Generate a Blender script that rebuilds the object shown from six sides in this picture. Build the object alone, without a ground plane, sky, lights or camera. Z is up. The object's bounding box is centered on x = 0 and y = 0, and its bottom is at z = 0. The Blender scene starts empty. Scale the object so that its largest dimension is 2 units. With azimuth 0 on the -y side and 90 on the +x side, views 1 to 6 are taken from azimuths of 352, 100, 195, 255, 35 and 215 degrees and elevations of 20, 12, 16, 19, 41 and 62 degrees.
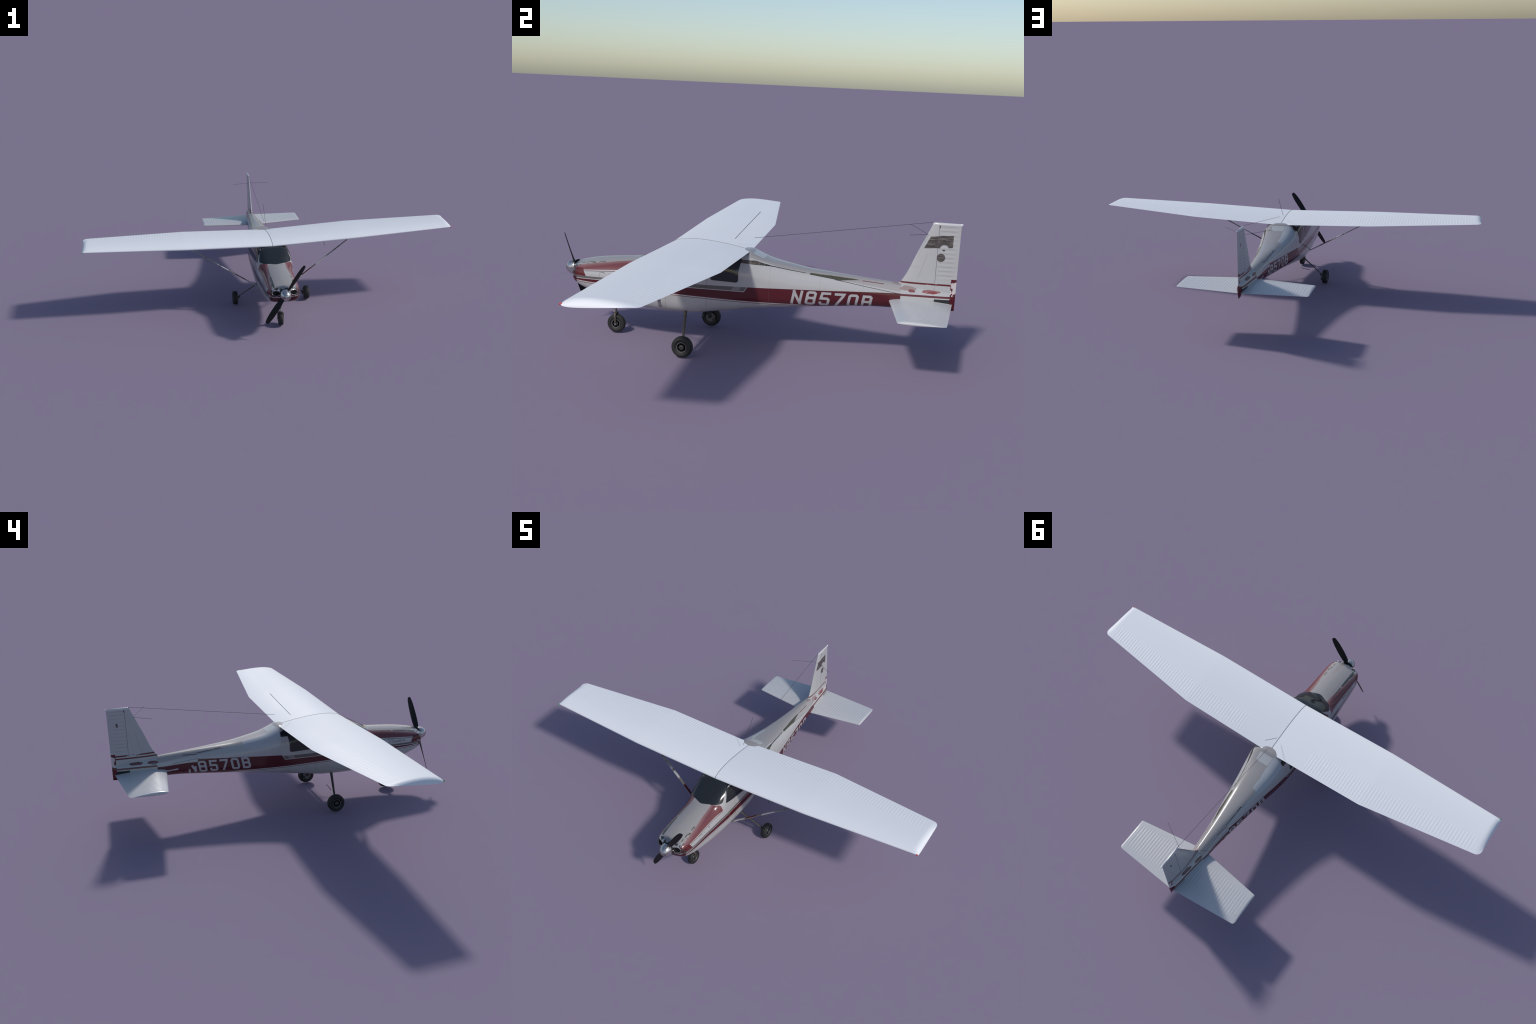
"""High-wing light aircraft, built part by part (nose towards -y, span along x)."""
import bpy, bmesh, math, random
import numpy as np
from mathutils import Vector, Matrix
from mathutils.bvhtree import BVHTree

random.seed(7)
pi = math.pi

# ------------------------------------------------------------------ helpers
def pchip(xs, ys):
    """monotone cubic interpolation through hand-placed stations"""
    x = np.array(xs, float); y = np.array(ys, float)
    h = np.diff(x); d = np.diff(y) / h
    m = np.zeros_like(y)
    for i in range(1, len(x) - 1):
        if d[i - 1] * d[i] > 0:
            w1 = 2 * h[i] + h[i - 1]; w2 = h[i] + 2 * h[i - 1]
            m[i] = (w1 + w2) / (w1 / d[i - 1] + w2 / d[i])
    m[0], m[-1] = d[0], d[-1]
    def f(t):
        t = min(max(t, x[0]), x[-1])
        i = int(min(max(np.searchsorted(x, t) - 1, 0), len(x) - 2))
        s = (t - x[i]) / h[i]
        return float((2*s**3 - 3*s**2 + 1) * y[i] + (s**3 - 2*s**2 + s) * h[i] * m[i]
                     + (-2*s**3 + 3*s**2) * y[i+1] + (s**3 - s**2) * h[i] * m[i+1])
    return f

def lerp(a, b, t): return a + (b - a) * t
def smooth(a, b, t):
    t = min(max((t - a) / (b - a), 0.0), 1.0)
    return t * t * (3 - 2 * t)

def mesh_object(name, verts, faces, mat, parent=None, angle=40, location=None):
    me = bpy.data.meshes.new(name)
    me.from_pydata([tuple(v) for v in verts], [], faces)
    me.validate(); me.update()
    bm = bmesh.new(); bm.from_mesh(me)
    bmesh.ops.recalc_face_normals(bm, faces=bm.faces)
    bm.to_mesh(me); bm.free()
    ob = bpy.data.objects.new(name, me)
    bpy.context.scene.collection.objects.link(ob)
    for m in (mat if isinstance(mat, (list, tuple)) else [mat]):
        me.materials.append(m)
    shade(me, angle)
    if parent: ob.parent = parent
    if location: ob.location = location
    return ob

def shade(me, angle):
    for p in me.polygons: p.use_smooth = True
    if angle < 180: me.set_sharp_from_angle(angle=math.radians(angle))

def grid_faces(nu, nv, close_v=False, base=0):
    f = []
    for i in range(nu - 1):
        for j in range(nv if close_v else nv - 1):
            k = (j + 1) % nv
            f.append((base + i*nv + j, base + i*nv + k, base + (i+1)*nv + k, base + (i+1)*nv + j))
    return f

def loft(name, rings, mat, parent=None, cap0=True, cap1=True, angle=40):
    nv = len(rings[0]); verts = [p for r in rings for p in r]
    faces = grid_faces(len(rings), nv, True)
    if cap0: faces.append(tuple(range(nv)))
    if cap1: faces.append(tuple(range((len(rings)-1)*nv, len(rings)*nv)))
    return mesh_object(name, verts, faces, mat, parent, angle)

def tube(name, pts, radii, mat, parent=None, n=12, flat=None, angle=50):
    """round or flattened tube along a polyline. flat=(axis vector, ratio)"""
    pts = [Vector(p) for p in pts]
    if not isinstance(radii, (list, tuple)): radii = [radii] * len(pts)
    rings = []
    for i, p in enumerate(pts):
        t = (pts[min(i+1, len(pts)-1)] - pts[max(i-1, 0)]).normalized()
        ref = Vector(flat[0]) if flat else (Vector((0, 0, 1)) if abs(t.z) < .9 else Vector((0, 1, 0)))
        a = (ref - t * ref.dot(t)).normalized(); b = t.cross(a)
        q = flat[1] if flat else 1.0
        rings.append([p + a * (radii[i] * math.cos(k*2*pi/n)) + b * (radii[i] * q * math.sin(k*2*pi/n)) for k in range(n)])
    return loft(name, rings, mat, parent, angle=angle)

def revolve(name, profile, mat, parent=None, n=48, axis='X', centre=(0, 0, 0), angle=35):
    """profile: list of (along axis, radius)"""
    rings = []
    c = Vector(centre)
    for a, r in profile:
        ring = []
        for k in range(n):
            t = 2*pi*k/n
            if axis == 'X': v = Vector((a, r*math.cos(t), r*math.sin(t)))
            elif axis == 'Y': v = Vector((r*math.cos(t), a, r*math.sin(t)))
            else: v = Vector((r*math.cos(t), r*math.sin(t), a))
            ring.append(c + v)
        rings.append(ring)
    return loft(name, rings, mat, parent, angle=angle)

def box(name, size, centre, mat, parent=None, bevel=.0008, rot=None):
    bm = bmesh.new(); bmesh.ops.create_cube(bm, size=1)
    bmesh.ops.scale(bm, vec=size, verts=bm.verts)
    bmesh.ops.bevel(bm, geom=bm.edges[:], offset=bevel, segments=2, affect='EDGES')
    if rot: bmesh.ops.rotate(bm, cent=(0, 0, 0), matrix=rot, verts=bm.verts)
    bmesh.ops.translate(bm, vec=centre, verts=bm.verts)
    me = bpy.data.meshes.new(name); bm.to_mesh(me); bm.free()
    me.materials.append(mat); shade(me, 40)
    ob = bpy.data.objects.new(name, me); bpy.context.scene.collection.objects.link(ob)
    if parent: ob.parent = parent
    return ob

# ------------------------------------------------------------------ node expressions
class N:
    """wraps a float socket so that paint masks read as arithmetic"""
    def __init__(s, tree, sock): s.t, s.s = tree, sock
    def op(s, kind, *o, clamp=False):
        n = s.t.nodes.new('ShaderNodeMath'); n.operation = kind; n.use_clamp = clamp
        s.t.links.new(s.s, n.inputs[0])
        for i, v in enumerate(o):
            if isinstance(v, N): s.t.links.new(v.s, n.inputs[i+1])
            else: n.inputs[i+1].default_value = v
        return N(s.t, n.outputs[0])
    def __add__(s, o): return s.op('ADD', o)
    def __sub__(s, o): return s.op('SUBTRACT', o)
    def __mul__(s, o): return s.op('MULTIPLY', o)
    def __rmul__(s, o): return s.op('MULTIPLY', o)
    def __radd__(s, o): return s.op('ADD', o)
    def __neg__(s): return s.op('MULTIPLY', -1.0)
    def __gt__(s, o): return s.op('GREATER_THAN', o)
    def __lt__(s, o): return s.op('LESS_THAN', o)
    def __and__(s, o): return s.op('MULTIPLY', o)
    def __or__(s, o): return s.op('MAXIMUM', o)
    def abs(s): return s.op('ABSOLUTE')
    def inv(s): return (s * -1.0) + 1.0
    def between(s, a, b): return (s > a) & (s < b)
    def ramp(s, a, b):
        n = s.t.nodes.new('ShaderNodeMapRange'); n.interpolation_type = 'SMOOTHSTEP'
        s.t.links.new(s.s, n.inputs['Value'])
        n.inputs['From Min'].default_value = a; n.inputs['From Max'].default_value = b
        return N(s.t, n.outputs[0])
    def curve(s, pts):
        """piecewise-linear function of this value through control points"""
        out = None
        for (x0, y0), (x1, y1) in zip(pts[:-1], pts[1:]):
            n = s.t.nodes.new('ShaderNodeMapRange'); n.clamp = True
            s.t.links.new(s.s, n.inputs['Value'])
            n.inputs['From Min'].default_value = x0; n.inputs['From Max'].default_value = x1
            n.inputs['To Min'].default_value = 0.0; n.inputs['To Max'].default_value = y1 - y0
            e = N(s.t, n.outputs[0])
            out = e if out is None else out + e
        return out + pts[0][1]

class Paint:
    """builds a Principled material by stacking masked colours"""
    def __init__(s, name, base, rough=.35, metal=0.0, spec=.5, coat=0.0):
        s.m = bpy.data.materials.new(name); s.m.use_nodes = True
        s.t = s.m.node_tree; s.t.nodes.clear()
        s.out = s.t.nodes.new('ShaderNodeOutputMaterial')
        s.b = s.t.nodes.new('ShaderNodeBsdfPrincipled')
        s.t.links.new(s.b.outputs[0], s.out.inputs[0])
        s.b.inputs['Roughness'].default_value = rough
        s.b.inputs['Metallic'].default_value = metal
        s.b.inputs['Specular IOR Level'].default_value = spec
        s.b.inputs['Coat Weight'].default_value = coat
        s.b.inputs['Coat Roughness'].default_value = .12
        tc = s.t.nodes.new('ShaderNodeTexCoord'); s.coord = tc.outputs['Object']
        sp = s.t.nodes.new('ShaderNodeSeparateXYZ'); s.t.links.new(s.coord, sp.inputs[0])
        s.x, s.y, s.z = (N(s.t, o) for o in sp.outputs)
        rgb = s.t.nodes.new('ShaderNodeRGB'); rgb.outputs[0].default_value = (*base, 1)
        s.c = rgb.outputs[0]
    def noise(s, scale, detail=3, stretch=(1, 1, 1), rough=.55):
        mp = s.t.nodes.new('ShaderNodeMapping'); mp.inputs['Scale'].default_value = stretch
        s.t.links.new(s.coord, mp.inputs[0])
        n = s.t.nodes.new('ShaderNodeTexNoise'); n.inputs['Scale'].default_value = scale
        n.inputs['Detail'].default_value = detail; n.inputs['Roughness'].default_value = rough
        s.t.links.new(mp.outputs[0], n.inputs['Vector'])
        return N(s.t, n.outputs['Fac'])
    def layer(s, mask, col):
        n = s.t.nodes.new('ShaderNodeMix'); n.data_type = 'RGBA'; n.clamp_factor = True
        if isinstance(mask, N): s.t.links.new(mask.s, n.inputs[0])
        else: n.inputs[0].default_value = mask
        s.t.links.new(s.c, n.inputs[6]); n.inputs[7].default_value = (*col, 1)
        s.c = n.outputs[2]; return s
    def drive(s, socket, val): s.t.links.new(val.s, s.b.inputs[socket]); return s
    def bump(s, h, strength=.2, dist=.001):
        n = s.t.nodes.new('ShaderNodeBump'); n.inputs['Strength'].default_value = strength
        n.inputs['Distance'].default_value = dist
        s.t.links.new(h.s, n.inputs['Height']); s.t.links.new(n.outputs[0], s.b.inputs['Normal']); return s
    def done(s):
        s.t.links.new(s.c, s.b.inputs['Base Color']); return s.m

WHITE = (.425, .425, .43)
RED = (.080, .011, .015)
GREY = (.115, .10, .10)
DARK = (.012, .013, .016)

# ------------------------------------------------------------------ materials
def mat_fuselage():
    p = Paint('painted_fuselage_skin', WHITE, rough=.16, spec=.5)
    x, y, z = p.x, p.y, p.z
    ax = x.abs()
    port = x > 0.0; star = x < 0.0
    n1 = p.noise(9, 4); n2 = p.noise(60, 4, (1, .35, 1)); n3 = p.noise(220, 3)
    # soft grime and tonal drift in the white
    p.layer(n1.ramp(.45, .75) * .35, (.41, .41, .405))
    p.layer(n2.ramp(.55, .8) * .25, (.37, .36, .345))
    # cowl top and dorsal deck: bare warm grey
    deck = y.curve([(-.70, .262), (-.62, .268), (-.50, .283), (-.42, .289), (-.40, .36), (-.05, .37), (.0, .345), (.10, .318), (.2, .30), (.36, .281), (.52, .262)])
    p.layer((z > deck) & (y < .53), (.33, .315, .313))
    # ---- upper red flash on the cowl
    flash_low = y.curve([(-.66, .247), (-.62, .2505), (-.49, .2605), (-.40, .267)])
    flash_edge = ax - y.curve([(-.64, .058), (-.62, .060), (-.55, .056), (-.45, .046), (-.40, .044)])
    jag = (n2 - .5) * .02
    flash = (z > flash_low) & y.between(-.70, -.385) & (((y * .55) + (z) + .05 + jag) < .133)
    rough_edge = flash_edge + (n2 - .5) * .008
    p.layer(flash * rough_edge.ramp(-.002, .004), (.26, .145, .15))
    p.layer(flash * flash_edge.ramp(.002, .018), (.165, .052, .058))
    # dark ragged strip where the flash meets the deck
    strip = ax - y.curve([(-.65, .046), (-.60, .0475), (-.45, .052)])
    width = y.curve([(-.65, .016), (-.58, .010), (-.50, .004), (-.44, .002)])
    nr = p.noise(95, 4, (1.2, .45, 1))
    rag = strip.between(0.0, width) & y.between(-.645, -.44) & (z > .245)
    p.layer(rag & star & (nr > .44), (.06, .065, .068))
    p.layer(rag & star & (nr > .56), (.075, .09, .065))
    p.layer(rag & port & (nr > .54) & (y < -.54), (.09, .09, .055))
    # white pin line, red pin line under the flash
    p.layer(z.between(flash_low - .0025, flash_low) & y.between(-.618, -.385), (.48, .47, .47))
    p.layer(z.between(flash_low - .0055, flash_low - .0035) & y.between(-.615, -.385), RED)
    # forward red patch ahead of the white wedge
    wedge = ((y + .6197) * 1.0 + (z - .2505) * .47)
    p.layer((wedge < 0.0) & z.between(.228, .256) & (y < -.59), (.11, .02, .022))
    # ---- cheat line: grey over red over white / red pins
    g_top = y.curve([(-.66, .2275), (-.5, .2290), (-.2, .2385), (0, .2445)])
    r_top = y.curve([(-.66, .2180), (-.5, .2200), (-.2, .2248), (-.012, .2275)])
    shift = star * .004
    r_top_aft = y.curve([(0, .2445), (.26, .2475), (.52, .2555)]) + star * y.curve([(0, .004), (.35, .013), (.358, .013), (.36, 0.0), (.40, -.001), (.5, -.010)])
    r_bot = y.curve([(-.68, .2130), (-.60, .2085), (-.5, .2045), (-.35, .1985), (-.2, .1955), (0, .1935), (.19, .190), (.3, .178), (.52, .17)]) + shift
    slant = (y + (z * -.62) + .1525)
    fwd = slant < 0.0
    zz = z
    p.layer(zz.between(r_top, g_top) & fwd & (y > -.662), (.12, .112, .108))
    p.layer(zz.between(r_bot, r_top) & y.between(-.672, .70) & fwd, RED)
    p.layer(zz.between(r_bot, r_top_aft) & fwd.inv() & (y < .53), RED)
    p.layer(zz.between(r_top - .0012, r_top + .0014) & fwd & (y > -.662), (.42, .41, .41))
    edge = slant.between(-.003, 0.0) & z.between(.2275, .2445)
    p.layer(edge, (.42, .41, .41))
    # five slanted slits near the end of the grey panel
    saw = ((y + (z * -.62) + .1525 + .047) * 180.0)
    slit = (saw.op('FRACT') < .34) & saw.between(.0, 4.4) & z.between(.2295, .2435)
    p.layer(slit, (.42, .42, .43))
    p.layer(zz.between(r_bot - .0042, r_bot - .0004) & y.between(-.668, .36), (.42, .41, .41))
    p.layer(zz.between(r_bot - .0062, r_bot - .0042) & y.between(-.665, .36), (.14, .03, .035))
    # ---- belly: patchy darker grey
    p.layer((z < r_bot - .0066) * n1.ramp(.35, .7) * .5, (.34, .33, .32))
    # panel seams
    def seam(a, lo, hi, w=.0009):
        return y.between(a - w/2, a + w/2) & z.between(lo, hi)
    p.layer((seam(-.148, .158, .30) | seam(-.300, .135, .30) | seam(-.474, .262, .289) | seam(-.556, .229, .25)) * .75, (.06, .055, .055))
    p.layer((seam(.075, .15, .32) | seam(.25, .17, .30) | seam(.40, .19, .28) | seam(-.03, .13, .19) | seam(-.44, .12, .30)) * .4, (.13, .115, .11))
    # baked photo reflection painted along the shoulder as dark and olive streaks
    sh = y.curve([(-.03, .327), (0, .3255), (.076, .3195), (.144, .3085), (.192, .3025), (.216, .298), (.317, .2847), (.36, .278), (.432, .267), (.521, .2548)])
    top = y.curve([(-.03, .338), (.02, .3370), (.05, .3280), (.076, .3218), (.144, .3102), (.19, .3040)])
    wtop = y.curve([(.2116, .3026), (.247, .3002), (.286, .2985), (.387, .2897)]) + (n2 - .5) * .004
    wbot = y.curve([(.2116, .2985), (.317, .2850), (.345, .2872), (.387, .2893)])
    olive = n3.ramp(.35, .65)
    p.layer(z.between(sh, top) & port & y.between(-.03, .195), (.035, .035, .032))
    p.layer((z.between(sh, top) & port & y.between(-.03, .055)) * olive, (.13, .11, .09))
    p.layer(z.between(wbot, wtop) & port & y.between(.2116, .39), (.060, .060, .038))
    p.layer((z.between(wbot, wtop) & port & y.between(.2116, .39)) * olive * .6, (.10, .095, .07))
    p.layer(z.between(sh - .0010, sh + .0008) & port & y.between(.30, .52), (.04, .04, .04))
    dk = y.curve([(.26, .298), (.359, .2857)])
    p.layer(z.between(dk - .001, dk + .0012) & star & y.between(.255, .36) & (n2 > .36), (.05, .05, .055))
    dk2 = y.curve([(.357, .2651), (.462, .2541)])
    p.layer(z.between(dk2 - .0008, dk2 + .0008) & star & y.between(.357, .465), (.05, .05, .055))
    red_thin = y.curve([(.36, .281), (.419, .283)])
    p.layer(z.between(red_thin - .0012, red_thin + .0012) & star & y.between(.36, .419), (.12, .035, .04))
    red_thin2 = y.curve([(.40, .2875), (.462, .2829), (.52, .279)])
    p.layer(z.between(red_thin2 - .001, red_thin2 + .001) & port & y.between(.395, .47), (.14, .05, .055))
    # light area inside the red (starboard)
    p.layer(star & y.between(.444, .492) & (z + y * .09 + (n2 - .5) * .006).between(.2645, .2715), (.40, .39, .40))
    # dark quarter-light triangle behind the cabin (starboard)
    tri = (z > .3262) & ((z + y * .43) < .3428) & (ax > .05) & y.between(-.045, .045)
    p.layer(tri & star, (.012, .014, .018))
    # lighter patches on the deck front
    p.layer((z > .3405) & y.between(.005, .062) & (x + (n2 - .5) * .02).between(-.028, .036), (.46, .47, .48))
    p.layer((z > .29) & star & y.between(.0, .16) & (ax > (.020 + n2 * .02)), (.43, .45, .475))
    # tail: scrappy red stripes, grey and pink blots
    p.layer(z.between(.2905, .2965) & y.between(.515, .70), (.11, .013, .018))
    p.layer(z.between(.2475, .2545) & y.between(.53, .70), (.11, .02, .024))
    wob = (p.noise(55, 3) - .5) * 2.6
    def blob(side, cy, cz, ry, rz, col):
        d = ((y - cy) * (1/ry)).op('POWER', 2.0) + ((z - cz) * (1/rz)).op('POWER', 2.0) + wob
        p.layer((d < 1.0) & side, col)
    blob(port, .556, .2735, .030, .0075, (.30, .23, .225))
    blob(port, .566, .2660, .014, .0055, (.20, .075, .075))
    blob(port, .636, .2665, .030, .0060, (.26, .12, .115))
    blob(port, .640, .2640, .016, .0040, (.22, .05, .055))
    blob(port, .628, .2755, .012, .0050, (.17, .16, .125))
    blob(star, .548, .2665, .022, .0065, (.15, .06, .065))
    blob(star, .543, .2610, .012, .0040, (.16, .155, .15))
    blob(star, .617, .2685, .026, .0070, (.14, .06, .065))
    blob(star, .618, .2745, .016, .0040, (.15, .15, .135))
    blob(port, .52, .2885, .02, .006, (.28, .22, .22))
    p.layer((y > .698), (.085, .008, .013))
    p.layer((p.noise(40, 2) > .53) & (y > .698) & z.between(.255, .30), (.55, .5, .5))
    p.layer(z.between(.226, .2435) & y.between(.645, .698) & ((z + y * .12) > .3125), (.02, .022, .025))
    # nose bowl: polished; baked chrome reflections painted as dark and light patches
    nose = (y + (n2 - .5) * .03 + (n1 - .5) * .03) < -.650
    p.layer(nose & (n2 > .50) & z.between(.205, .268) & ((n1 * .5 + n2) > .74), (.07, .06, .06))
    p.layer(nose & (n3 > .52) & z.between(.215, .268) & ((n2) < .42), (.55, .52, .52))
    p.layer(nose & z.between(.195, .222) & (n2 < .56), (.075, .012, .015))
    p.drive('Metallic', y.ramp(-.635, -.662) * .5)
    p.bump(p.noise(14, 3), .12, .002)
    return p.done()

def mat_simple(name, col, rough=.5, metal=0., spec=.5, var=.25, scale=80, dark=None, coat=0.):
    p = Paint(name, col, rough, metal, spec, coat)
    d = dark or tuple(c * .6 for c in col)
    p.layer(p.noise(scale, 4).ramp(.45, .75) * var * 2, d)
    return p.done()

def mat_wing():
    p = Paint('white_wing_skin', (.835, .85, .88), rough=.42, spec=.16)
    p.layer(p.noise(5, 4).ramp(.4, .8) * .25, (.83, .84, .865))
    p.layer(p.noise(90, 4, (1, .2, 1)).ramp(.6, .85) * .12, (.78, .79, .80))
    return p.done()

def mat_wing_belly_tip():
    return None

def mat_tailplane():
    p = Paint('grey_white_tail_skin', (.55, .555, .57), rough=.22, spec=.5)
    p.layer(p.noise(7, 4).ramp(.4, .8) * .35, (.50, .505, .52))
    return p.done()

def mat_fin():
    p = Paint('fin_skin', (.425, .425, .43), rough=.28)
    x, y, z = p.x, p.y, p.z
    port = x > 0.0; star = x < 0.0
    n2 = p.noise(60, 3, (1, .3, 1)); n1 = p.noise(12, 3)
    p.layer(n1.ramp(.4, .8) * .3, (.40, .40, .40))
    # panel seams
    p.layer(y.between(.6424, .6438) & z.between(.30, .503), (.10, .09, .09))
    p.layer((y + (z * -.28)).between(.4975, .4985) & z.between(.31, .40), (.25, .24, .24))
    p.layer(z.between(.3495, .3503) & y.between(.55, .585), (.3, .29, .29))
    # dark marks from a misprojected photo, painted in (port): striped slab and two blots
    streaks = p.noise(1.0, 3, (1, 25, 320))
    w = (n2 - .5) * .006
    slab = (z + y * -.085 + w).between(.3665, .4085) & ((y + z * -.47 + w) > .4005) & (y < .6935)
    hole = (((y - .665).op('POWER', 2.0) + (z - .419).op('POWER', 2.0)) < .00022)
    p.layer(slab & port & hole.inv(), (.055, .048, .045))
    p.layer((slab & port & hole.inv()) * streaks.ramp(.48, .62), (.16, .14, .13))
    d2 = (y - .6565).op('POWER', 2.0) + (z - .3885).op('POWER', 2.0)
    d3 = (y - .664).op('POWER', 2.0) * .5 + (z - .4145).op('POWER', 2.0) * 1.5
    p.layer((d2 < .00021) & port, (.06, .053, .05))
    p.layer(((d2 < .00021) & port) * streaks.ramp(.48, .62), (.16, .14, .13))
    p.layer((d3 < .000012) & port, (.06, .053, .05))
    d4 = (y - .6795).op('POWER', 2.0) + (z - .4405).op('POWER', 2.0)
    tail4 = y.between(.676, .681) & z.between(.428, .438)
    p.layer(((d4 < .000022) | tail4) & star, (.045, .035, .035))
    # stamped rib lines on the rudder skin
    rib = (z * (1/.0155)).op('FRACT')
    p.layer((rib.between(.0, .085) & y.between(.6475, .697) & (z > .312) & (n2 < .60)) * .55, (.22, .215, .215))
    # red stripes at the foot
    p.layer(z.between(.2895, .2955) & (n2 < .62), (.11, .013, .018))
    p.layer(z.between(.3015, .3075) & star & (n2 < .60), (.11, .013, .018))
    p.layer((y > .698) & (z < .314), (.085, .008, .013))
    p.layer((p.noise(40, 2) > .53) & (y > .698) & z.between(.255, .305), (.55, .5, .5))
    # hinge blotch near the top
    p.layer(y.between(.6425, .647) & z.between(.491, .500), (.08, .07, .07))
    return p.done()

def mat_tyre():
    p = Paint('tyre_rubber', (.018, .018, .018), rough=.62, spec=.4)
    n = p.noise(45, 4)
    p.layer(n.ramp(.5, .8) * .6, (.045, .042, .036))
    p.bump(p.noise(160, 3), .25, .001)
    return p.done()

def mat_strut():
    p = Paint('strut_metal', (.50, .50, .49), rough=.28, metal=.2)
    ax = p.x.abs(); n = p.noise(30, 3, (1, .2, .2))
    p.layer((n > .56), (.16, .15, .14))
    axis_z = ax * .5995 + .0912
    p.layer(ax.between(.155, .215) & (n < .60) & (p.z > axis_z + .0004), (.10, .012, .014))
    p.layer(ax.between(.30, .42) * .6, (.20, .19, .18))
    return p.done()

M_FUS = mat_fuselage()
M_WING = mat_wing()
M_TAIL = mat_tailplane()
M_FIN = mat_fin()
M_TYRE = mat_tyre()
M_STRUT = mat_strut()
M_GLASS = mat_simple('dark_cabin_glass', (.020, .023, .027), rough=.10, var=.3, scale=20, dark=(.020, .024, .022))
M_FRAME = mat_simple('window_rubber_trim', (.03, .03, .028), rough=.5)
M_BLACK = mat_simple('black_opening', (.004, .004, .004), rough=.8, var=.1)
M_PROP = mat_simple('black_propeller_paint', (.005, .005, .006), rough=.5, spec=.3, var=.2)
M_CHROME = mat_simple('polished_spinner_metal', (.56, .55, .54), rough=.2, metal=.9, var=.5, scale=45, dark=(.16, .13, .13))
M_RIM = mat_simple('wheel_rim_metal', (.055, .055, .055), rough=.4, metal=.3, var=.5, scale=90, dark=(.03, .03, .03))
M_RIMLIGHT = mat_simple('wheel_rim_edge', (.13, .13, .13), rough=.35, metal=.3, var=.4, scale=120)
M_STEEL = mat_simple('gear_steel', (.35, .35, .36), rough=.3, metal=.4, var=.3)
M_LEG = mat_simple('weathered_gear_leg', (.075, .065, .055), rough=.45, metal=.2, var=.5, scale=60, dark=(.02, .02, .025))
M_WIRE = mat_simple('dark_antenna_wire', (.04, .035, .04), rough=.6, var=.1)
M_SEAM = mat_simple('dark_seam_strip', (.10, .09, .085), rough=.6, var=.2)
M_MARK = mat_simple('off_white_lettering', (.40, .39, .40), rough=.3, var=.1)
M_SCRIPT = mat_simple('dark_script_paint', (.05, .05, .055), rough=.4, var=.1)
M_LAMP_R = mat_simple('red_lamp_lens', (.65, .02, .02), rough=.2, var=.0)
M_LAMP_G = mat_simple('green_lamp_lens', (.02, .35, .08), rough=.2, var=.0)
M_LAMP_W = mat_simple('white_lamp_lens', (.8, .82, .85), rough=.15, var=.0)
M_TEAL = mat_simple('step_paint', (.16, .20, .20), rough=.4, var=.2)

# ------------------------------------------------------------------ the thing
plane = bpy.data.objects.new('light_airplane', None)
bpy.context.scene.collection.objects.link(plane)
plane.empty_display_size = .2
plane['label'] = 'white high-wing light airplane with dark red stripes'
plane['category'] = 'airplane'

# ------------------------------------------------------------------ fuselage loft
#        y      z top  z wide z bottom half width  round-top  round-bottom
STATIONS = [
    (-.6780, .2500, .230, .2130, .030, 2.2, 2.2),
    (-.6765, .2560, .229, .2060, .045, 2.4, 2.4),
    (-.6710, .2620, .228, .1990, .058, 2.6, 2.7),
    (-.6620, .2665, .227, .1920, .068, 2.8, 3.0),
    (-.6480, .2700, .226, .1850, .076, 3.0, 3.3),
    (-.6250, .2755, .222, .1760, .0815, 3.0, 3.6),
    (-.5800, .2840, .214, .1590, .0850, 3.0, 3.6),
    (-.5000, .2930, .206, .1320, .0880, 3.0, 3.2),
    (-.4400, .2985, .200, .1220, .0920, 3.0, 3.0),
    (-.4200, .3030, .200, .1200, .0930, 3.1, 3.0),
    (-.3650, .3330, .200, .1170, .0960, 3.9, 3.0),
    (-.3050, .3575, .200, .1160, .0970, 4.5, 3.2),
    (-.2000, .3600, .200, .1200, .0980, 4.8, 3.2),
    (-.1000, .3600, .210, .1350, .0980, 4.4, 3.0),
    (-.0500, .3615, .213, .1420, .0975, 3.8, 2.9),
    (-.0300, .3645, .215, .1460, .0970, 3.2, 2.8),
    (-.0120, .3645, .216, .1490, .0965, 3.1, 2.7),
    (.0100, .3545, .218, .1520, .0950, 3.5, 2.7),
    (.0600, .3350, .220, .1580, .0890, 3.5, 2.6),
    (.1350, .3200, .222, .1670, .0768, 3.3, 2.5),
    (.2000, .3095, .224, .1745, .0676, 3.2, 2.4),
    (.2800, .3025, .226, .1825, .0567, 2.9, 2.4),
    (.3600, .2965, .228, .1895, .0463, 2.6, 2.3),
    (.4500, .2900, .231, .1960, .0370, 2.3, 2.2),
    (.5200, .2850, .233, .1970, .0320, 2.1, 2.0),
    (.6000, .2760, .236, .1985, .0245, 1.9, 1.6),
    (.6900, .2650, .240, .2010, .0150, 1.9, 1.2),
    (.7165, .2620, .241, .2030, .0040, 1.9, 1.2),
]
cols = list(zip(*STATIONS))
F = [pchip(cols[0], c) for c in cols[1:]]
NV = 160
def section(y):
    zt, zm, zb, xm, nt, nb = (f(y) for f in F)
    ridge = .0042 * (1 - smooth(-.44, -.40, y)) * smooth(-.676, -.655, y) + .0020 * smooth(.03, .10, y)
    ring = []
    for k in range(NV):
        a = 2*pi*(k + .5)/NV
        c, s = math.cos(a), math.sin(a)
        n = nt if c > 0 else nb
        x = math.copysign(xm * abs(s)**(2/n), s)
        zz = zm + (zt - zm) * abs(c)**(2/nt) if c > 0 else zm - (zm - zb) * abs(c)**(2/nb)
        if c > 0: zz += ridge * max(0, 1 - abs(x)/.045)
        ring.append((x, y, zz))
    return ring

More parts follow.
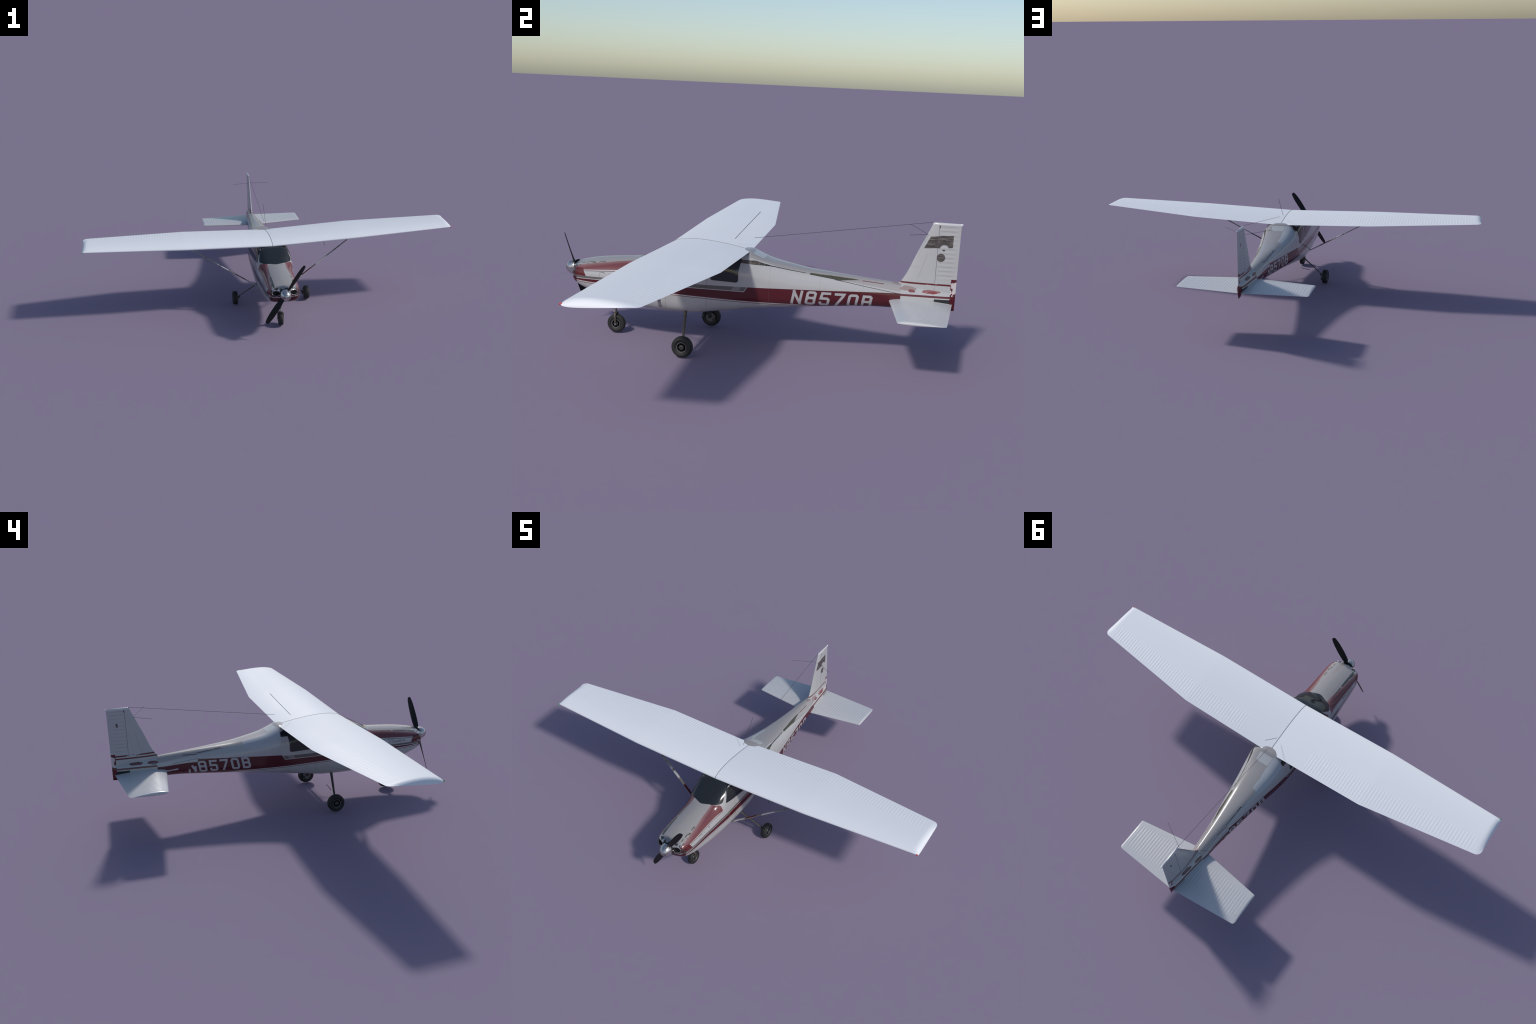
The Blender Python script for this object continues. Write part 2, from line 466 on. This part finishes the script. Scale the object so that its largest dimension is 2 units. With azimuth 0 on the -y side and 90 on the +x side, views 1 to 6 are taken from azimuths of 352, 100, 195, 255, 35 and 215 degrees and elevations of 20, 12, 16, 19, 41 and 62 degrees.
ys = ([-.678, -.6778, -.6774, -.6768, -.676, -.675, -.6735, -.6715, -.669, -.666]
      + list(np.linspace(-.662, -.44, 80)) + list(np.linspace(-.437, .70, 300)) + [.705, .710, .7145, .7165])
rings = [section(y) for y in ys]
ROW_SPLIT = ys.index(-.44) if -.44 in ys else min(range(len(ys)), key=lambda i: abs(ys[i] + .44))
allv = [p for r in rings for p in r]
allf = grid_faces(len(rings), NV, True)
front = tuple(range(NV)); back = tuple(range((len(rings)-1)*NV, len(rings)*NV))
whole = mesh_object('whole_body', allv, allf + [front, back], M_FUS)
bpy.context.view_layer.update()
body_tree = BVHTree.FromPolygons([v.co.copy() for v in whole.data.vertices], [tuple(p.vertices) for p in whole.data.polygons])
whole_normals = [v.normal.copy() for v in whole.data.vertices]

def body_part(name, r0, r1, caps):
    vs = allv[r0*NV:(r1+1)*NV]; ns = whole_normals[r0*NV:(r1+1)*NV]
    fs = grid_faces(r1 - r0 + 1, NV, True) + caps(r1 - r0)
    me = bpy.data.meshes.new(name); me.from_pydata(vs, [], fs); me.update()
    bm = bmesh.new(); bm.from_mesh(me); bmesh.ops.recalc_face_normals(bm, faces=bm.faces); bm.to_mesh(me); bm.free()
    ob = bpy.data.objects.new(name, me); bpy.context.scene.collection.objects.link(ob)
    me.materials.append(M_FUS)
    for p in me.polygons: p.use_smooth = True
    ob.parent = plane
    return ob, ns

last = len(rings) - 1
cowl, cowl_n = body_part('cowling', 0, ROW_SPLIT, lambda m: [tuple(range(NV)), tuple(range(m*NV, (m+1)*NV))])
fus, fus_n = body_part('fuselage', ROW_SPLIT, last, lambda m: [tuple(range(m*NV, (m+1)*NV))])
fus.data.normals_split_custom_set_from_vertices([tuple(n) for n in fus_n])
bpy.data.objects.remove(whole)

# air intakes: two oval scoops cut into the nose bowl
cut = bmesh.new()
for sx in (-1, 1):
    mtx = Matrix.Translation((sx*.0445, -.6905, .2455)) @ Matrix.Rotation(sx*-.12, 4, 'Y') @ Matrix.Rotation(pi/2, 4, 'X') @ Matrix.Diagonal((.0185, .0115, 1, 1))
    bmesh.ops.create_cone(cut, cap_ends=True, segments=40, radius1=1, radius2=1, depth=.05, matrix=mtx)
cme = bpy.data.meshes.new('cutter'); cut.to_mesh(cme); cut.free()
cme.materials.append(M_FUS); cme.materials.append(M_BLACK)
for p in cme.polygons: p.material_index = 1
cutter = bpy.data.objects.new('cutter', cme); bpy.context.scene.collection.objects.link(cutter)
cowl.data.materials.append(M_BLACK)
bo = cowl.modifiers.new('intake', 'BOOLEAN'); bo.object = cutter; bo.solver = 'EXACT'; bo.material_mode = 'INDEX'
dg = bpy.context.evaluated_depsgraph_get()
nm = bpy.data.meshes.new_from_object(cowl.evaluated_get(dg))
cowl.modifiers.clear(); cowl.data = nm; nm.name = 'cowling'
bpy.data.objects.remove(cutter)
bm = bmesh.new(); bm.from_mesh(nm)
rear = [f for f in bm.faces if len(f.verts) > 60 and f.calc_center_median().y > ys[ROW_SPLIT] - .004]
bmesh.ops.delete(bm, geom=rear, context='FACES_ONLY'); bm.to_mesh(nm); bm.free()
key = {tuple(round(c, 5) for c in allv[i]): cowl_n[i] for i in range((ROW_SPLIT+1)*NV)}
ln = [(0, 0, 0)] * len(nm.loops)
for p in nm.polygons:
    p.use_smooth = True
    for li in p.loop_indices:
        co = nm.vertices[nm.loops[li].vertex_index].co
        k = tuple(round(c, 5) for c in co)
        n = key.get(k) if p.material_index == 0 and len(p.vertices) < 60 else None
        ln[li] = tuple(n) if n is not None else tuple(p.normal)
nm.normals_split_custom_set(ln)

# intake lips
for sx in (-1, 1):
    pts = []
    for k in range(49):
        t = 2*pi*k/48
        px, pz = .0188*math.cos(t), .0118*math.sin(t)
        x = sx*.0445 + px; zq = .2455 + pz - sx*px*.12
        hit = body_tree.ray_cast(Vector((x, -.9, zq)), Vector((0, 1, 0)))
        if hit[0]: pts.append(hit[0] + hit[1]*.0002)
    if len(pts) > 30:
        tube('intake_lip', pts, .0008, M_CHROME, cowl, n=8)

# ------------------------------------------------------------------ projecting paint and glass on the body
def on_body(pt, axis, lift):
    """project pt onto the body along an axis: 'side+','side-','front'"""
    if axis == 'front': o, d = Vector((pt[0], -1, pt[1])), Vector((0, 1, 0))
    else:
        s = 1 if axis == 'side+' else -1
        o, d = Vector((s, pt[0], pt[1])), Vector((-s, 0, 0))
    h = body_tree.ray_cast(o, d)
    if h[0] is None: return None
    n = h[1] if h[1].dot(d) < 0 else -h[1]
    return h[0] + n * lift

def rounded(poly, r, seg=6):
    """round the corners of a 2-d polygon"""
    out = []
    m = len(poly)
    rs = r if isinstance(r, (list, tuple)) else [r]*m
    for i in range(m):
        p = Vector(poly[i]); a = Vector(poly[i-1]); b = Vector(poly[(i+1) % m])
        da, db = (a-p).normalized(), (b-p).normalized()
        q = min(rs[i], (a-p).length*.49, (b-p).length*.49)
        s, e = p + da*q, p + db*q
        for k in range(seg+1):
            t = k/seg
            out.append((s*(1-t)**2 + p*2*t*(1-t) + e*t*t)[:])
    return out

def patch(name, outline, axis, lift, mat, parent, rings_in=10, refine=4):
    """filled panel with rounded outline, draped on the body and lifted a little"""
    o2 = []
    for i in range(len(outline)):
        a, b = Vector(outline[i]), Vector(outline[(i+1) % len(outline)])
        k = max(1, int((b-a).length/.004))
        for j in range(k): o2.append(a + (b-a)*(j/k))
    c = sum(o2, Vector((0, 0)))/len(o2)
    verts, nv = [], len(o2)
    # skirt ring sunk under the skin gives the panel its edge
    for lv, s in [(-.002, 1.004)] + [(lift, 1 - q/rings_in) for q in range(rings_in)]:
        for p in o2:
            q = c + (p-c)*s
            h = None; k = 1.0
            while h is None and k > .3:          # pull stray rim points back onto the body
                h = on_body(c + (q-c)*k, axis, lv); k -= .01
            verts.append(h)
    faces = grid_faces(rings_in + 1, nv, True)
    verts.append(on_body(c, axis, lift)); ci = len(verts) - 1
    b0 = rings_in*nv
    faces += [(b0 + j, b0 + (j+1) % nv, ci) for j in range(nv)]
    return mesh_object(name, verts, faces, mat, parent, 60)

# windscreen
ws = rounded([(-.0845, .3010), (-.036, .3040), (.036, .3040), (.0845, .3010), (.0680, .3590), (-.0680, .3590)], [.008, .006, .006, .008, .016, .016])
patch('windshield', ws, 'front', .0012, M_GLASS, plane, 14)
for s in ('side+', 'side-'):
    patch('side_window', rounded([(-.1360, .2600), (-.0340, .2580), (-.0365, .295), (-.0270, .3420), (-.1300, .3450)], [.010, .012, .02, .008, .008]), s, .0010, M_GLASS, plane)
    patch('side_window', rounded([(-.3580, .2925), (-.1500, .2620), (-.1500, .3450), (-.3240, .3450)], [.008, .010, .008, .008]), s, .0010, M_GLASS, plane)

# ------------------------------------------------------------------ lettering (stroke glyphs draped on the skin)
GLYPHS = {
    'N': [[(0, 0), (0, 1)], [(0, 1), (.62, 0)], [(.62, 0), (.62, 1)]],
    '8': [[(.12, .52), (0, .60), (0, .92), (.10, 1), (.52, 1), (.62, .92), (.62, .60), (.50, .52), (.12, .52)],
          [(.12, .52), (0, .44), (0, .08), (.10, 0), (.52, 0), (.62, .08), (.62, .44), (.50, .52)]],
    '5': [[(.62, 1), (.03, 1), (.0, .56), (.50, .56), (.62, .46), (.62, .10), (.52, 0), (.10, 0), (0, .10), (0, .16)]],
    '7': [[(0, 1), (.64, 1), (.60, .86), (.16, 0)]],
    '0': [[(.10, 0), (0, .10), (0, .90), (.10, 1), (.52, 1), (.62, .90), (.62, .10), (.52, 0), (.10, 0)]],
    'B': [[(0, 0), (0, 1), (.50, 1), (.60, .92), (.60, .62), (.50, .53), (0, .53)],
          [(.50, .53), (.62, .44), (.62, .08), (.52, 0), (0, 0)]],
}
# starboard first letter: only scraps left by a fault in the original texture
PARTIAL_N = [[(.02, 0), (.03, .22)], [(.40, .62), (.62, .04)], [(.66, .10), (.68, .50)]]
def stroke_mesh(strokes, to_uv, half, axis, lift, clip=None):
    verts, faces = [], []
    for st in strokes:
        pts = [Vector(to_uv(*p)) for p in st]
        closed = (pts[0] - pts[-1]).length < 1e-6
        if closed: pts = pts[:-1]
        m = len(pts)
        offs = []
        for i in range(m):
            if closed: a, b = pts[i-1], pts[(i+1) % m]
            else: a, b = pts[max(i-1, 0)], pts[min(i+1, m-1)]
            d1 = (pts[i]-a).normalized() if (pts[i]-a).length > 1e-9 else (b-pts[i]).normalized()
            d2 = (b-pts[i]).normalized() if (b-pts[i]).length > 1e-9 else d1
            n1 = Vector((-d1.y, d1.x)); n2 = Vector((-d2.y, d2.x))
            n = (n1+n2).normalized(); n = n/max(.45, n.dot(n1))
            p = pts[i]
            if not closed and i == 0: p = p - d2*half
            if not closed and i == m-1: p = p + d1*half
            offs.append((p - n*half, p + n*half))
        segs = m if closed else m-1
        for i in range(segs):
            A, B = offs[i], offs[(i+1) % m]
            L = max(1, int((pts[(i+1) % m]-pts[i]).length/.003))
            base = len(verts); ok = True; tmp = []
            for j in range(L+1):
                t = j/L
                for w in (0, .5, 1):
                    q = lerp(lerp(A[0], A[1], w), lerp(B[0], B[1], w), t)
                    if clip: q.y = min(max(q.y, clip[0]), clip[1])
                    h = on_body(q, axis, lift)
                    tmp.append(h)
            for h in tmp: verts.append(h if h is not None else Vector((0, 0, .2)))
            for f in grid_faces(L+1, 3, False):
                if all(tmp[v] is not None for v in f): faces.append(tuple(base+v for v in f))
    return verts, faces

def lettering(text, axis, y0, dy, z_of, height, slant, parent):
    for i, ch in enumerate(text):
        yb = y0 + dy*i
        sgn = 1 if axis == 'side+' else -1
        def uv(u, v):
            z = z_of(i) + v*height
            return (yb + sgn*u*abs(dy)*.90 + slant*v, z)
        lo = None
        glyph = PARTIAL_N if (ch == 'N' and axis == 'side-') else GLYPHS[ch]
        v, f = stroke_mesh(glyph, uv, .0045, axis, .0007)
        if f: mesh_object('registration_letter', v, f, M_MARK, parent, 80)

lettering('N8570B', 'side+', .1555, .0485, lambda i: .1985 - .0008*i, .0415, .0075, fus)
lettering('N8570B', 'side-', .3960, -.0462, lambda i: .2085, .0408, .0070, fus)

# script name on the starboard cowl and a few scuffs on the port one
SCRIPT = [
    [(.10, 1.0), (.13, .0)], [(.00, .92), (.15, 1.05), (.33, 1.0), (.35, .75), (.20, .55), (.13, .52)],
    [(.45, 1.0), (.42, .10)], [(.42, .45), (.52, .55), (.56, .40), (.57, .10)],
    [(.70, .42), (.64, .30), (.66, .12), (.76, .12), (.80, .30), (.70, .42)],
    [(.86, .28), (.98, .34), (.95, .46), (.87, .36), (.90, .12), (1.02, .14)],
    [(1.06, .42), (1.07, .10)], [(1.07, .32), (1.16, .42), (1.21, .12), (1.25, .14)],
    [(1.29, .44), (1.30, .14)], [(1.36, .44), (1.54, .08)], [(1.60, .46), (1.40, .08)],
]
sv, sf = stroke_mesh(SCRIPT, lambda u, v: (-.497 - u*.0535, .2335 + v*.0205 + u*.0015), .00055, 'side-', .0006)
mesh_object('cowl_script', sv, sf, M_SCRIPT, cowl, 80)
SCUFF = [[(0, .4), (.3, .5), (.5, .35)], [(.35, .3), (.6, .25)], [(2.2, .6), (2.5, .9)], [(2.35, 0), (2.45, .7)], [(1.2, -.4), (1.22, .2)]]
sv, sf = stroke_mesh(SCUFF, lambda u, v: (-.552 + u*.028, .243 + v*.010), .0006, 'side+', .0006)
mesh_object('cowl_scuff', sv, sf, M_SCRIPT, cowl, 80)

# ------------------------------------------------------------------ spinner and propeller
PROP_C = Vector((0, -.683, .2385))
prof = [(.004, .0001), (.004, .026), (.002, .0287)]
for k in range(0, 19):
    t = k/18
    prof.append((-.0395*t, max(.0001, .0290*(1 - t**2.1)**.56)))
revolve('spinner', prof, M_CHROME, plane, 48, 'Y', PROP_C)
revolve('spinner_backplate', [(.003, .0001), (.003, .0295), (.008, .030), (.008, .0001)], M_BLACK, plane, 40, 'Y', PROP_C + Vector((0, .001, 0)))

def blade_ring(s, chord, beta, thick):
    """one blade section in local frame: radius along +Z, rotation plane X, axis Y"""
    ring = []
    for k in range(20):
        a = 2*pi*k/20
        u = math.cos(a); w = math.sin(a)
        cx = u*chord/2; cy = w*thick/2*(1 - .35*u)
        x = cx*math.cos(beta) - cy*math.sin(beta)
        y = -cx*math.sin(beta) - cy*math.cos(beta)
        ring.append(Vector((x, y, s)))
    return ring
ch = pchip([.010, .025, .05, .09, .13, .158, .170, .176], [.013, .020, .0265, .0305, .0290, .0235, .0185, .0125])
be = pchip([.010, .05, .10, .176], [math.radians(50), math.radians(39), math.radians(30), math.radians(24)])
th = pchip([.010, .03, .09, .176], [.010, .0065, .0040, .0018])
rads = list(np.linspace(.010, .165, 24)) + [.168, .171, .1735, .1752, .176]
blade = loft('propeller_blade', [blade_ring(s, ch(s), be(s), th(s)) for s in rads], M_PROP, plane, angle=50)
blade.location = PROP_C
tilt = math.atan2(.0985, .1475)
blade.rotation_euler = (0, tilt, 0)
# local x must lead towards -x side when the blade points up and to +x
blade.data.transform(Matrix.Diagonal((-1, 1, 1, 1))); blade.data.flip_normals()
b2 = blade.copy(); b2.rotation_euler = (0, tilt + pi, 0); bpy.context.scene.collection.objects.link(b2)

# ------------------------------------------------------------------ aerofoils
def naca(t, m=.02, p=.4, n=46):
    """closed section, chord 0..1, from trailing edge over the top to the nose and back"""
    top, bot = [], []
    for k in range(n+1):
        c = .5*(1 - math.cos(pi*k/n))
        yt = 5*t*(.2969*math.sqrt(c) - .126*c - .3516*c*c + .2843*c**3 - .1036*c**4)
        yc = m/p**2*(2*p*c - c*c) if c < p else m/(1-p)**2*((1-2*p) + 2*p*c - c*c)
        top.append((c, yc+yt)); bot.append((c, yc-yt))
    return top[::-1], bot[1:-1]

# ------------------------------------------------------------------ wings
W_LE_Y = lambda x: -.306 if x < .464 else lerp(-.306, -.2835, (x-.464)/(.999-.464))
W_TE_Y = lambda x: -.0088 if x < .464 else lerp(-.0088, -.0800, (x-.464)/(.985-.464))
W_LE_Z = lambda x: lerp(.3625, .3915, x)
W_TE_Z = lambda x: .3590 + .0405*x
RIB_PITCH = .0142
def wing_section(x, tipf=0.0):
    """tipf 0..1 runs through the drooping tip cap"""
    ly, ty, lz, tz = W_LE_Y(x), W_TE_Y(x), W_LE_Z(x), W_TE_Z(x)
    chord = ty - ly
    t = .118 if x < .464 else lerp(.118, .105, (x-.464)/.536)
    top, bot = naca(t)
    ring = []
    squash = max(0.0, 1 - tipf**2.6)**.55
    back = .024*(1 - math.sqrt(max(0.0, 1 - (max(0, tipf-.25)/.75)**2.4)))     # rounded rear corner
    frontc = .002*tipf**4
    ribs = smooth(.155, .175, x) * (1 - smooth(.945, .965, x))
    for i, (c, h) in enumerate(top + bot):
        istop = i < len(top)
        z0 = lerp(lz, tz, c)
        y = lerp(ly + frontc, ty - back, c)
        hb = -t*.32*min(1, math.sin(pi*min(1, c**.55)))  # underside reference for the cap
        hh = h*chord
        if istop and ribs > 0:
            w = smooth(.60, .70, c) * (1 - smooth(.93, .985, c))
            hh += .00024 * w * ribs * math.sin(2*pi*x/RIB_PITCH)
        if tipf > 0 :
            k = min(len(bot)-1, max(0, i if not istop else 0))
            low = naca_low(t, c)*chord
            hh = low + (hh - low)*squash
        ring.append(Vector((x, y, z0 + hh)))
    return ring
def naca_low(t, c, m=.02, p=.4):
    yt = 5*t*(.2969*math.sqrt(c) - .126*c - .3516*c*c + .2843*c**3 - .1036*c**4)
    yc = m/p**2*(2*p*c - c*c) if c < p else m/(1-p)**2*((1-2*p) + 2*p*c - c*c)
    return yc - yt

xs_main = sorted(set([0.0, .05, .10, .14] + list(np.arange(.15, .967, RIB_PITCH/8)) + [.464, .968]))
TIP0 = .968
xs_tip = [(TIP0 + (.9998-TIP0)*math.sin(pi/2*k/16), math.sin(pi/2*k/16)) for k in range(17)]
for sx in (1, -1):
    flip = lambda ring: [Vector((sx*v.x, v.y, v.z)) for v in ring]
    wing = loft('wing', [flip(wing_section(x)) for x in xs_main], M_WING, plane, angle=35)
    cap = loft('wing_tip', [flip(wing_section(x, f)) for x, f in xs_tip], M_WING, wing, cap0=False, angle=35)
    # navigation lamp at the front outer corner
    bm = bmesh.new(); bmesh.ops.create_uvsphere(bm, u_segments=16, v_segments=10, radius=.0034)
    bmesh.ops.scale(bm, vec=(1, 1.3, .9), verts=bm.verts); bmesh.ops.translate(bm, vec=(sx*.9945, -.2835, .3905), verts=bm.verts)
    me = bpy.data.meshes.new('navigation_light'); bm.to_mesh(me); bm.free()
    me.materials.append(M_LAMP_R if sx > 0 else M_LAMP_G); shade(me, 60)
    lamp = bpy.data.objects.new('navigation_light', me); bpy.context.scene.collection.objects.link(lamp); lamp.parent = wing

# dark joint strip over the wing centre
top, bot = naca(.118)
strip = []
for c, h in top[4:]:
    y = lerp(-.306, -.0088, c); zc = lerp(.3625, .359, c) + h*.2972
    strip.append((y, zc))
v, f = [], []
for (y, zc) in strip:
    for x, dz in ((-.0011, -.002), (-.0009, .0006), (.0009, .0006), (.0011, -.002)): v.append((x, y - (.0006 if y < -.3 else 0), zc + dz))
f = grid_faces(len(strip), 4, False)
mesh_object('wing_joint_strip', v, f, M_SEAM, plane, 40)

# wing struts
for sx in (1, -1):
    a = Vector((sx*.088, -.322, .1440)); b = Vector((sx*.455, -.228, .3640))
    pts = [a + (b-a)*t for t in np.linspace(0, 1, 14)]
    tube('wing_strut', pts, [.0056] + [.0065]*12 + [.0056], M_STRUT, plane, n=20, flat=((0, 1, 0), .42))
    tube('strut_fitting', [b - (b-a)*.018, b + (b-a)*.002], .0082, M_STEEL, plane, n=16, flat=((0, 1, 0), .5))

# pitot tube under the port wing
tube('pitot_tube', [(.2825, -.287, .362), (.2825, -.288, .3500), (.2826, -.2895, .3470), (.283, -.300, .3430)], .0011, M_WIRE, plane, n=8)

# ------------------------------------------------------------------ tailplane
def tail_section(x, f=0.0):
    u = (x - .0)/.304
    ly = lerp(.487, .5300, u); ty = lerp(.7085, .6840, u)
    z0 = .2265
    chord = ty - ly
    top, bot = naca(.095 if f == 0 else .095*math.sqrt(max(.0, 1 - f**2)), 0.0, .4, 34)
    back = .018*(1 - math.sqrt(max(0.0, 1 - f**2.2))); fr = .003*f**3
    ribs = smooth(.030, .040, x)*(1 - smooth(.285, .296, x))
    ring = []
    for i, (c, h) in enumerate(top + bot):
        hh = h*chord
        w = smooth(.10, .2, c)*(1 - smooth(.78, .90, c))*ribs
        hh += (1 if i < len(top) else -1)*.00030*w*math.sin(2*pi*x/.0134)
        ring.append(Vector((x, lerp(ly + fr, ty - back, c), z0 + hh)))
    return ring
xs_t = list(np.arange(.0, .2955, .0134/8)) + [.2955]
tip_t = [(.2955 + .0095*math.sin(pi/2*k/10), math.sin(pi/2*k/10)) for k in range(1, 11)]
for sx in (1, -1):
    rr = [tail_section(max(x, .0)) for x in xs_t] + [tail_section(x, f) for x, f in tip_t]
    loft('tailplane', [[Vector((sx*v.x, v.y, v.z)) for v in r] for r in rr], M_TAIL, plane, angle=35)

# ------------------------------------------------------------------ fin and rudder
fin_le = pchip([.262, .287, .300, .40, .5095], [.500, .519, .5305, .5755, .6235])
fin_te = lambda z: .7165
HINGE = .643
def fin_half(z, c0, c1, y0, y1, t, n=24, ribs=False):
    """section slice between chord fractions c0..c1 of a symmetric aerofoil, both sides"""
    le, te = fin_le(z), fin_te(z); ch_ = te - le
    pts = []
    for k in range(n+1):
        y = lerp(y0, y1, k/n); c = min(1, max(0.0, (y - le)/ch_))
        yt = 5*t*(.2969*math.sqrt(c) - .126*c - .3516*c*c + .2843*c**3 - .1015*c**4)*1.0
        w = max(.0009, yt) if c > .02 else yt
        if ribs and .648 < y < .712: w += .00035*math.sin(2*pi*z/.0155)
        pts.append((w, y))
    return [Vector((w, y, z)) for w, y in pts] + [Vector((-w, y, z)) for w, y in pts[::-1]]
def fin_thick(z): return lerp(.0190, .0100, (z-.28)/.23)
zs = list(np.linspace(.262, .503, 140))
def fin_rings(front):
    out = []
    for z in zs:
        t = fin_thick(z)
        le = fin_le(z)
        n = 30
        ring = []
        if front:
            ysq = [le + (HINGE - .0004 - le)*(.5*(1-math.cos(pi*k/n)))**1.0 for k in range(n+1)]
        else:
            ysq = list(np.linspace(HINGE + .0004, .7165, n+1))
        half = []
        for y in ysq:
            c = max(0.0, (y - le)/(.7165 - le))
            yt = t*(1.4845*math.sqrt(c) - .63*c - 1.758*c*c + 1.4215*c**3 - .50*c**4)*1.0
            w = max(.0007, yt*.98) if c > .03 else max(.00005, yt)
            if not front and .647 < y < .712 and z > .31: w += .00030*math.sin(2*pi*z/.0155)*smooth(.647, .655, y)*(1 - smooth(.70, .712, y))
            half.append((w, y))
        out.append([Vector((w, y, z)) for w, y in half] + [Vector((-w, y, z)) for w, y in half[::-1]])
    return out
fin = loft('tail_fin', fin_rings(True), M_FIN, plane, angle=40)
loft('rudder', fin_rings(False), M_FIN, plane, angle=40)
# rounded cap along the top of fin and rudder
cap_r = []
for k, z in enumerate([.5015, .503, .506, .5085, .5098]):
    le = lerp(fin_le(.5015), fin_le(.5095), k/4) + (.004 if k == 4 else 0) - .001
    wmul = [1.15, 1.25, 1.1, .75, .15][k]
    te = .7185 - (.003 if k == 4 else 0)
    half = []
    for q in range(25):
        c = .5*(1 - math.cos(pi*q/24)); y = lerp(le, te, c)
        yt = .0100*(1.4845*math.sqrt(c) - .63*c - 1.758*c*c + 1.4215*c**3 - .48*c**4)
        half.append((max(.0012 if .02 < c else .0001, yt)*wmul, y))
    cap_r.append([Vector((w, y, z)) for w, y in half] + [Vector((-w, y, z)) for w, y in half[::-1]])
loft('fin_cap', cap_r, M_TAIL, plane, angle=60)
revolve('tail_light', [(-.0045, .0001), (-.0040, .0022), (0, .0030), (.0035, .0022), (.0048, .0001)], M_LAMP_W, plane, 16, 'Y', (0, .7175, .5070))

# ------------------------------------------------------------------ aerials
def wire(name, a, b, r=.0007): tube(name, [a, b], r, M_WIRE, plane, n=6)
wire('aerial_wire', (0, -.0004, .4049), (0, .6240, .5100))
wire('whip_antenna', (0, -.0729, .3958), (0, .0164, .5007), .0009)
for sx in (1, -1):
    wire('rod_antenna', (sx*.004, .607, .4660), (sx*.1115, .5458, .4780))
wire('boarding_step', (-.064, -.211, .074), (-.113, -.213, .064), .0016)
bpy.data.objects['boarding_step'].data.materials[0] = M_TEAL

# ------------------------------------------------------------------ wheels and gear
def wheel(name, centre, r, w, outer):
    h = w/2
    prof = [(-h*.55, r*.50), (-h*.80, r*.54), (-h*.98, r*.70), (-h*.96, r*.84), (-h*.78, r*.945),
            (-h*.45, r*.99), (-h*.26, r*.998), (-h*.24, r*.975), (-h*.18, r*.975), (-h*.16, r), (h*.16, r), (h*.18, r*.975), (h*.24, r*.975),
            (h*.26, r*.998), (h*.45, r*.99), (h*.78, r*.945), (h*.96, r*.84), (h*.98, r*.70), (h*.80, r*.54), (h*.55, r*.50)]
    t = revolve(name, prof, M_TYRE, plane, 56, 'X', centre, 50)
    revolve('wheel_rim', [(-h*.5, .0001), (-h*.5, r*.30), (-h*.62, r*.36), (-h*.80, r*.53), (-h*.55, r*.56), (h*.55, r*.56), (h*.80, r*.53), (h*.62, r*.36), (h*.5, r*.30), (h*.5, .0001)],
            M_RIM, t, 40, 'X', centre, 30)
    for s in (-1, 1):
        revolve('rim_ring', [(s*h*.70, r*.40), (s*h*.84, r*.43), (s*h*.86, r*.48), (s*h*.70, r*.52)], M_RIMLIGHT, t, 40, 'X', centre, 40)
        revolve('hub_cap', [(s*h*.45, r*.26), (s*h*.86, r*.24), (s*h*.95, r*.16), (s*h*.96, .0001)], M_RIM, t, 28, 'X', centre, 40)
        for k in range(6):
            a = 2*pi*k/6
            revolve('wheel_bolt', [(s*h*.55, r*.025), (s*h*.74, r*.025), (s*h*.76, .0001)], M_RIMLIGHT, t, 8, 'X', Vector(centre) + Vector((0, r*.33*math.cos(a), r*.33*math.sin(a))), 40)
    return t

for sx in (1, -1):
    c = Vector((sx*.2000, -.2018, .0375))
    t = wheel('main_wheel', c, .0375, .0285, sx)
    a = Vector((sx*.060, -.2330, .1370)); b = Vector((sx*.1790, -.2060, .0480))
    pts = [a + (b-a)*q for q in np.linspace(0, 1, 8)]
    tube('gear_leg', pts, [lerp(.0062, .0040, q) for q in np.linspace(0, 1, 8)], M_LEG, plane, n=16, flat=((0, 1, 0), .55))
    tube('wheel_axle', [(sx*.172, -.2050, .0470), (sx*.180, -.2030, .0400), (sx*.200, -.2018, .0375)], [.0050, .0052, .0050], M_LEG, plane, n=12)
    revolve('brake_disc', [(sx*-.0150, .0001), (sx*-.0150, .0190), (sx*-.0135, .0190), (sx*-.0135, .0001)], M_RIMLIGHT, t, 36, 'X', c, 30)
    box('brake_calliper', (.009, .011, .012), (sx*.1835, -.1860, .0290), M_RIM, t)

# nose gear
nc = Vector((0, -.5200, .0348))
nt = wheel('nose_wheel', nc, .0348, .0235, 1)
tube('nose_gear_strut', [(0, -.5270, .158), (0, -.5248, .098)], .0064, M_STEEL, plane, n=18)
tube('nose_gear_piston', [(0, -.5248, .100), (0, -.5236, .0745)], .0048, M_CHROME, plane, n=16)
for sx in (1, -1):
    tube('nose_fork', [(0, -.5236, .0775), (sx*.0090, -.5234, .0765), (sx*.0140, -.5226, .0690), (sx*.0145, -.5212, .0520), (sx*.0145, -.5200, .0348)],
         [.0058, .0058, .0050, .0044, .0040], M_LEG, plane, n=12, flat=((0, 1, 0), .6))
    tube('torque_link', [(sx*.0035, -.5280, .0980), (sx*.0028, -.5400, .0880)], .0016, M_STEEL, plane, n=8)
    tube('torque_link', [(sx*.0028, -.5400, .0880), (sx*.0035, -.5260, .0785)], .0016, M_STEEL, plane, n=8)
tube('wheel_axle', [(-.0165, -.5200, .0348), (.0165, -.5200, .0348)], .0036, M_STEEL, plane, n=12)
bpy.context.view_layer.update()
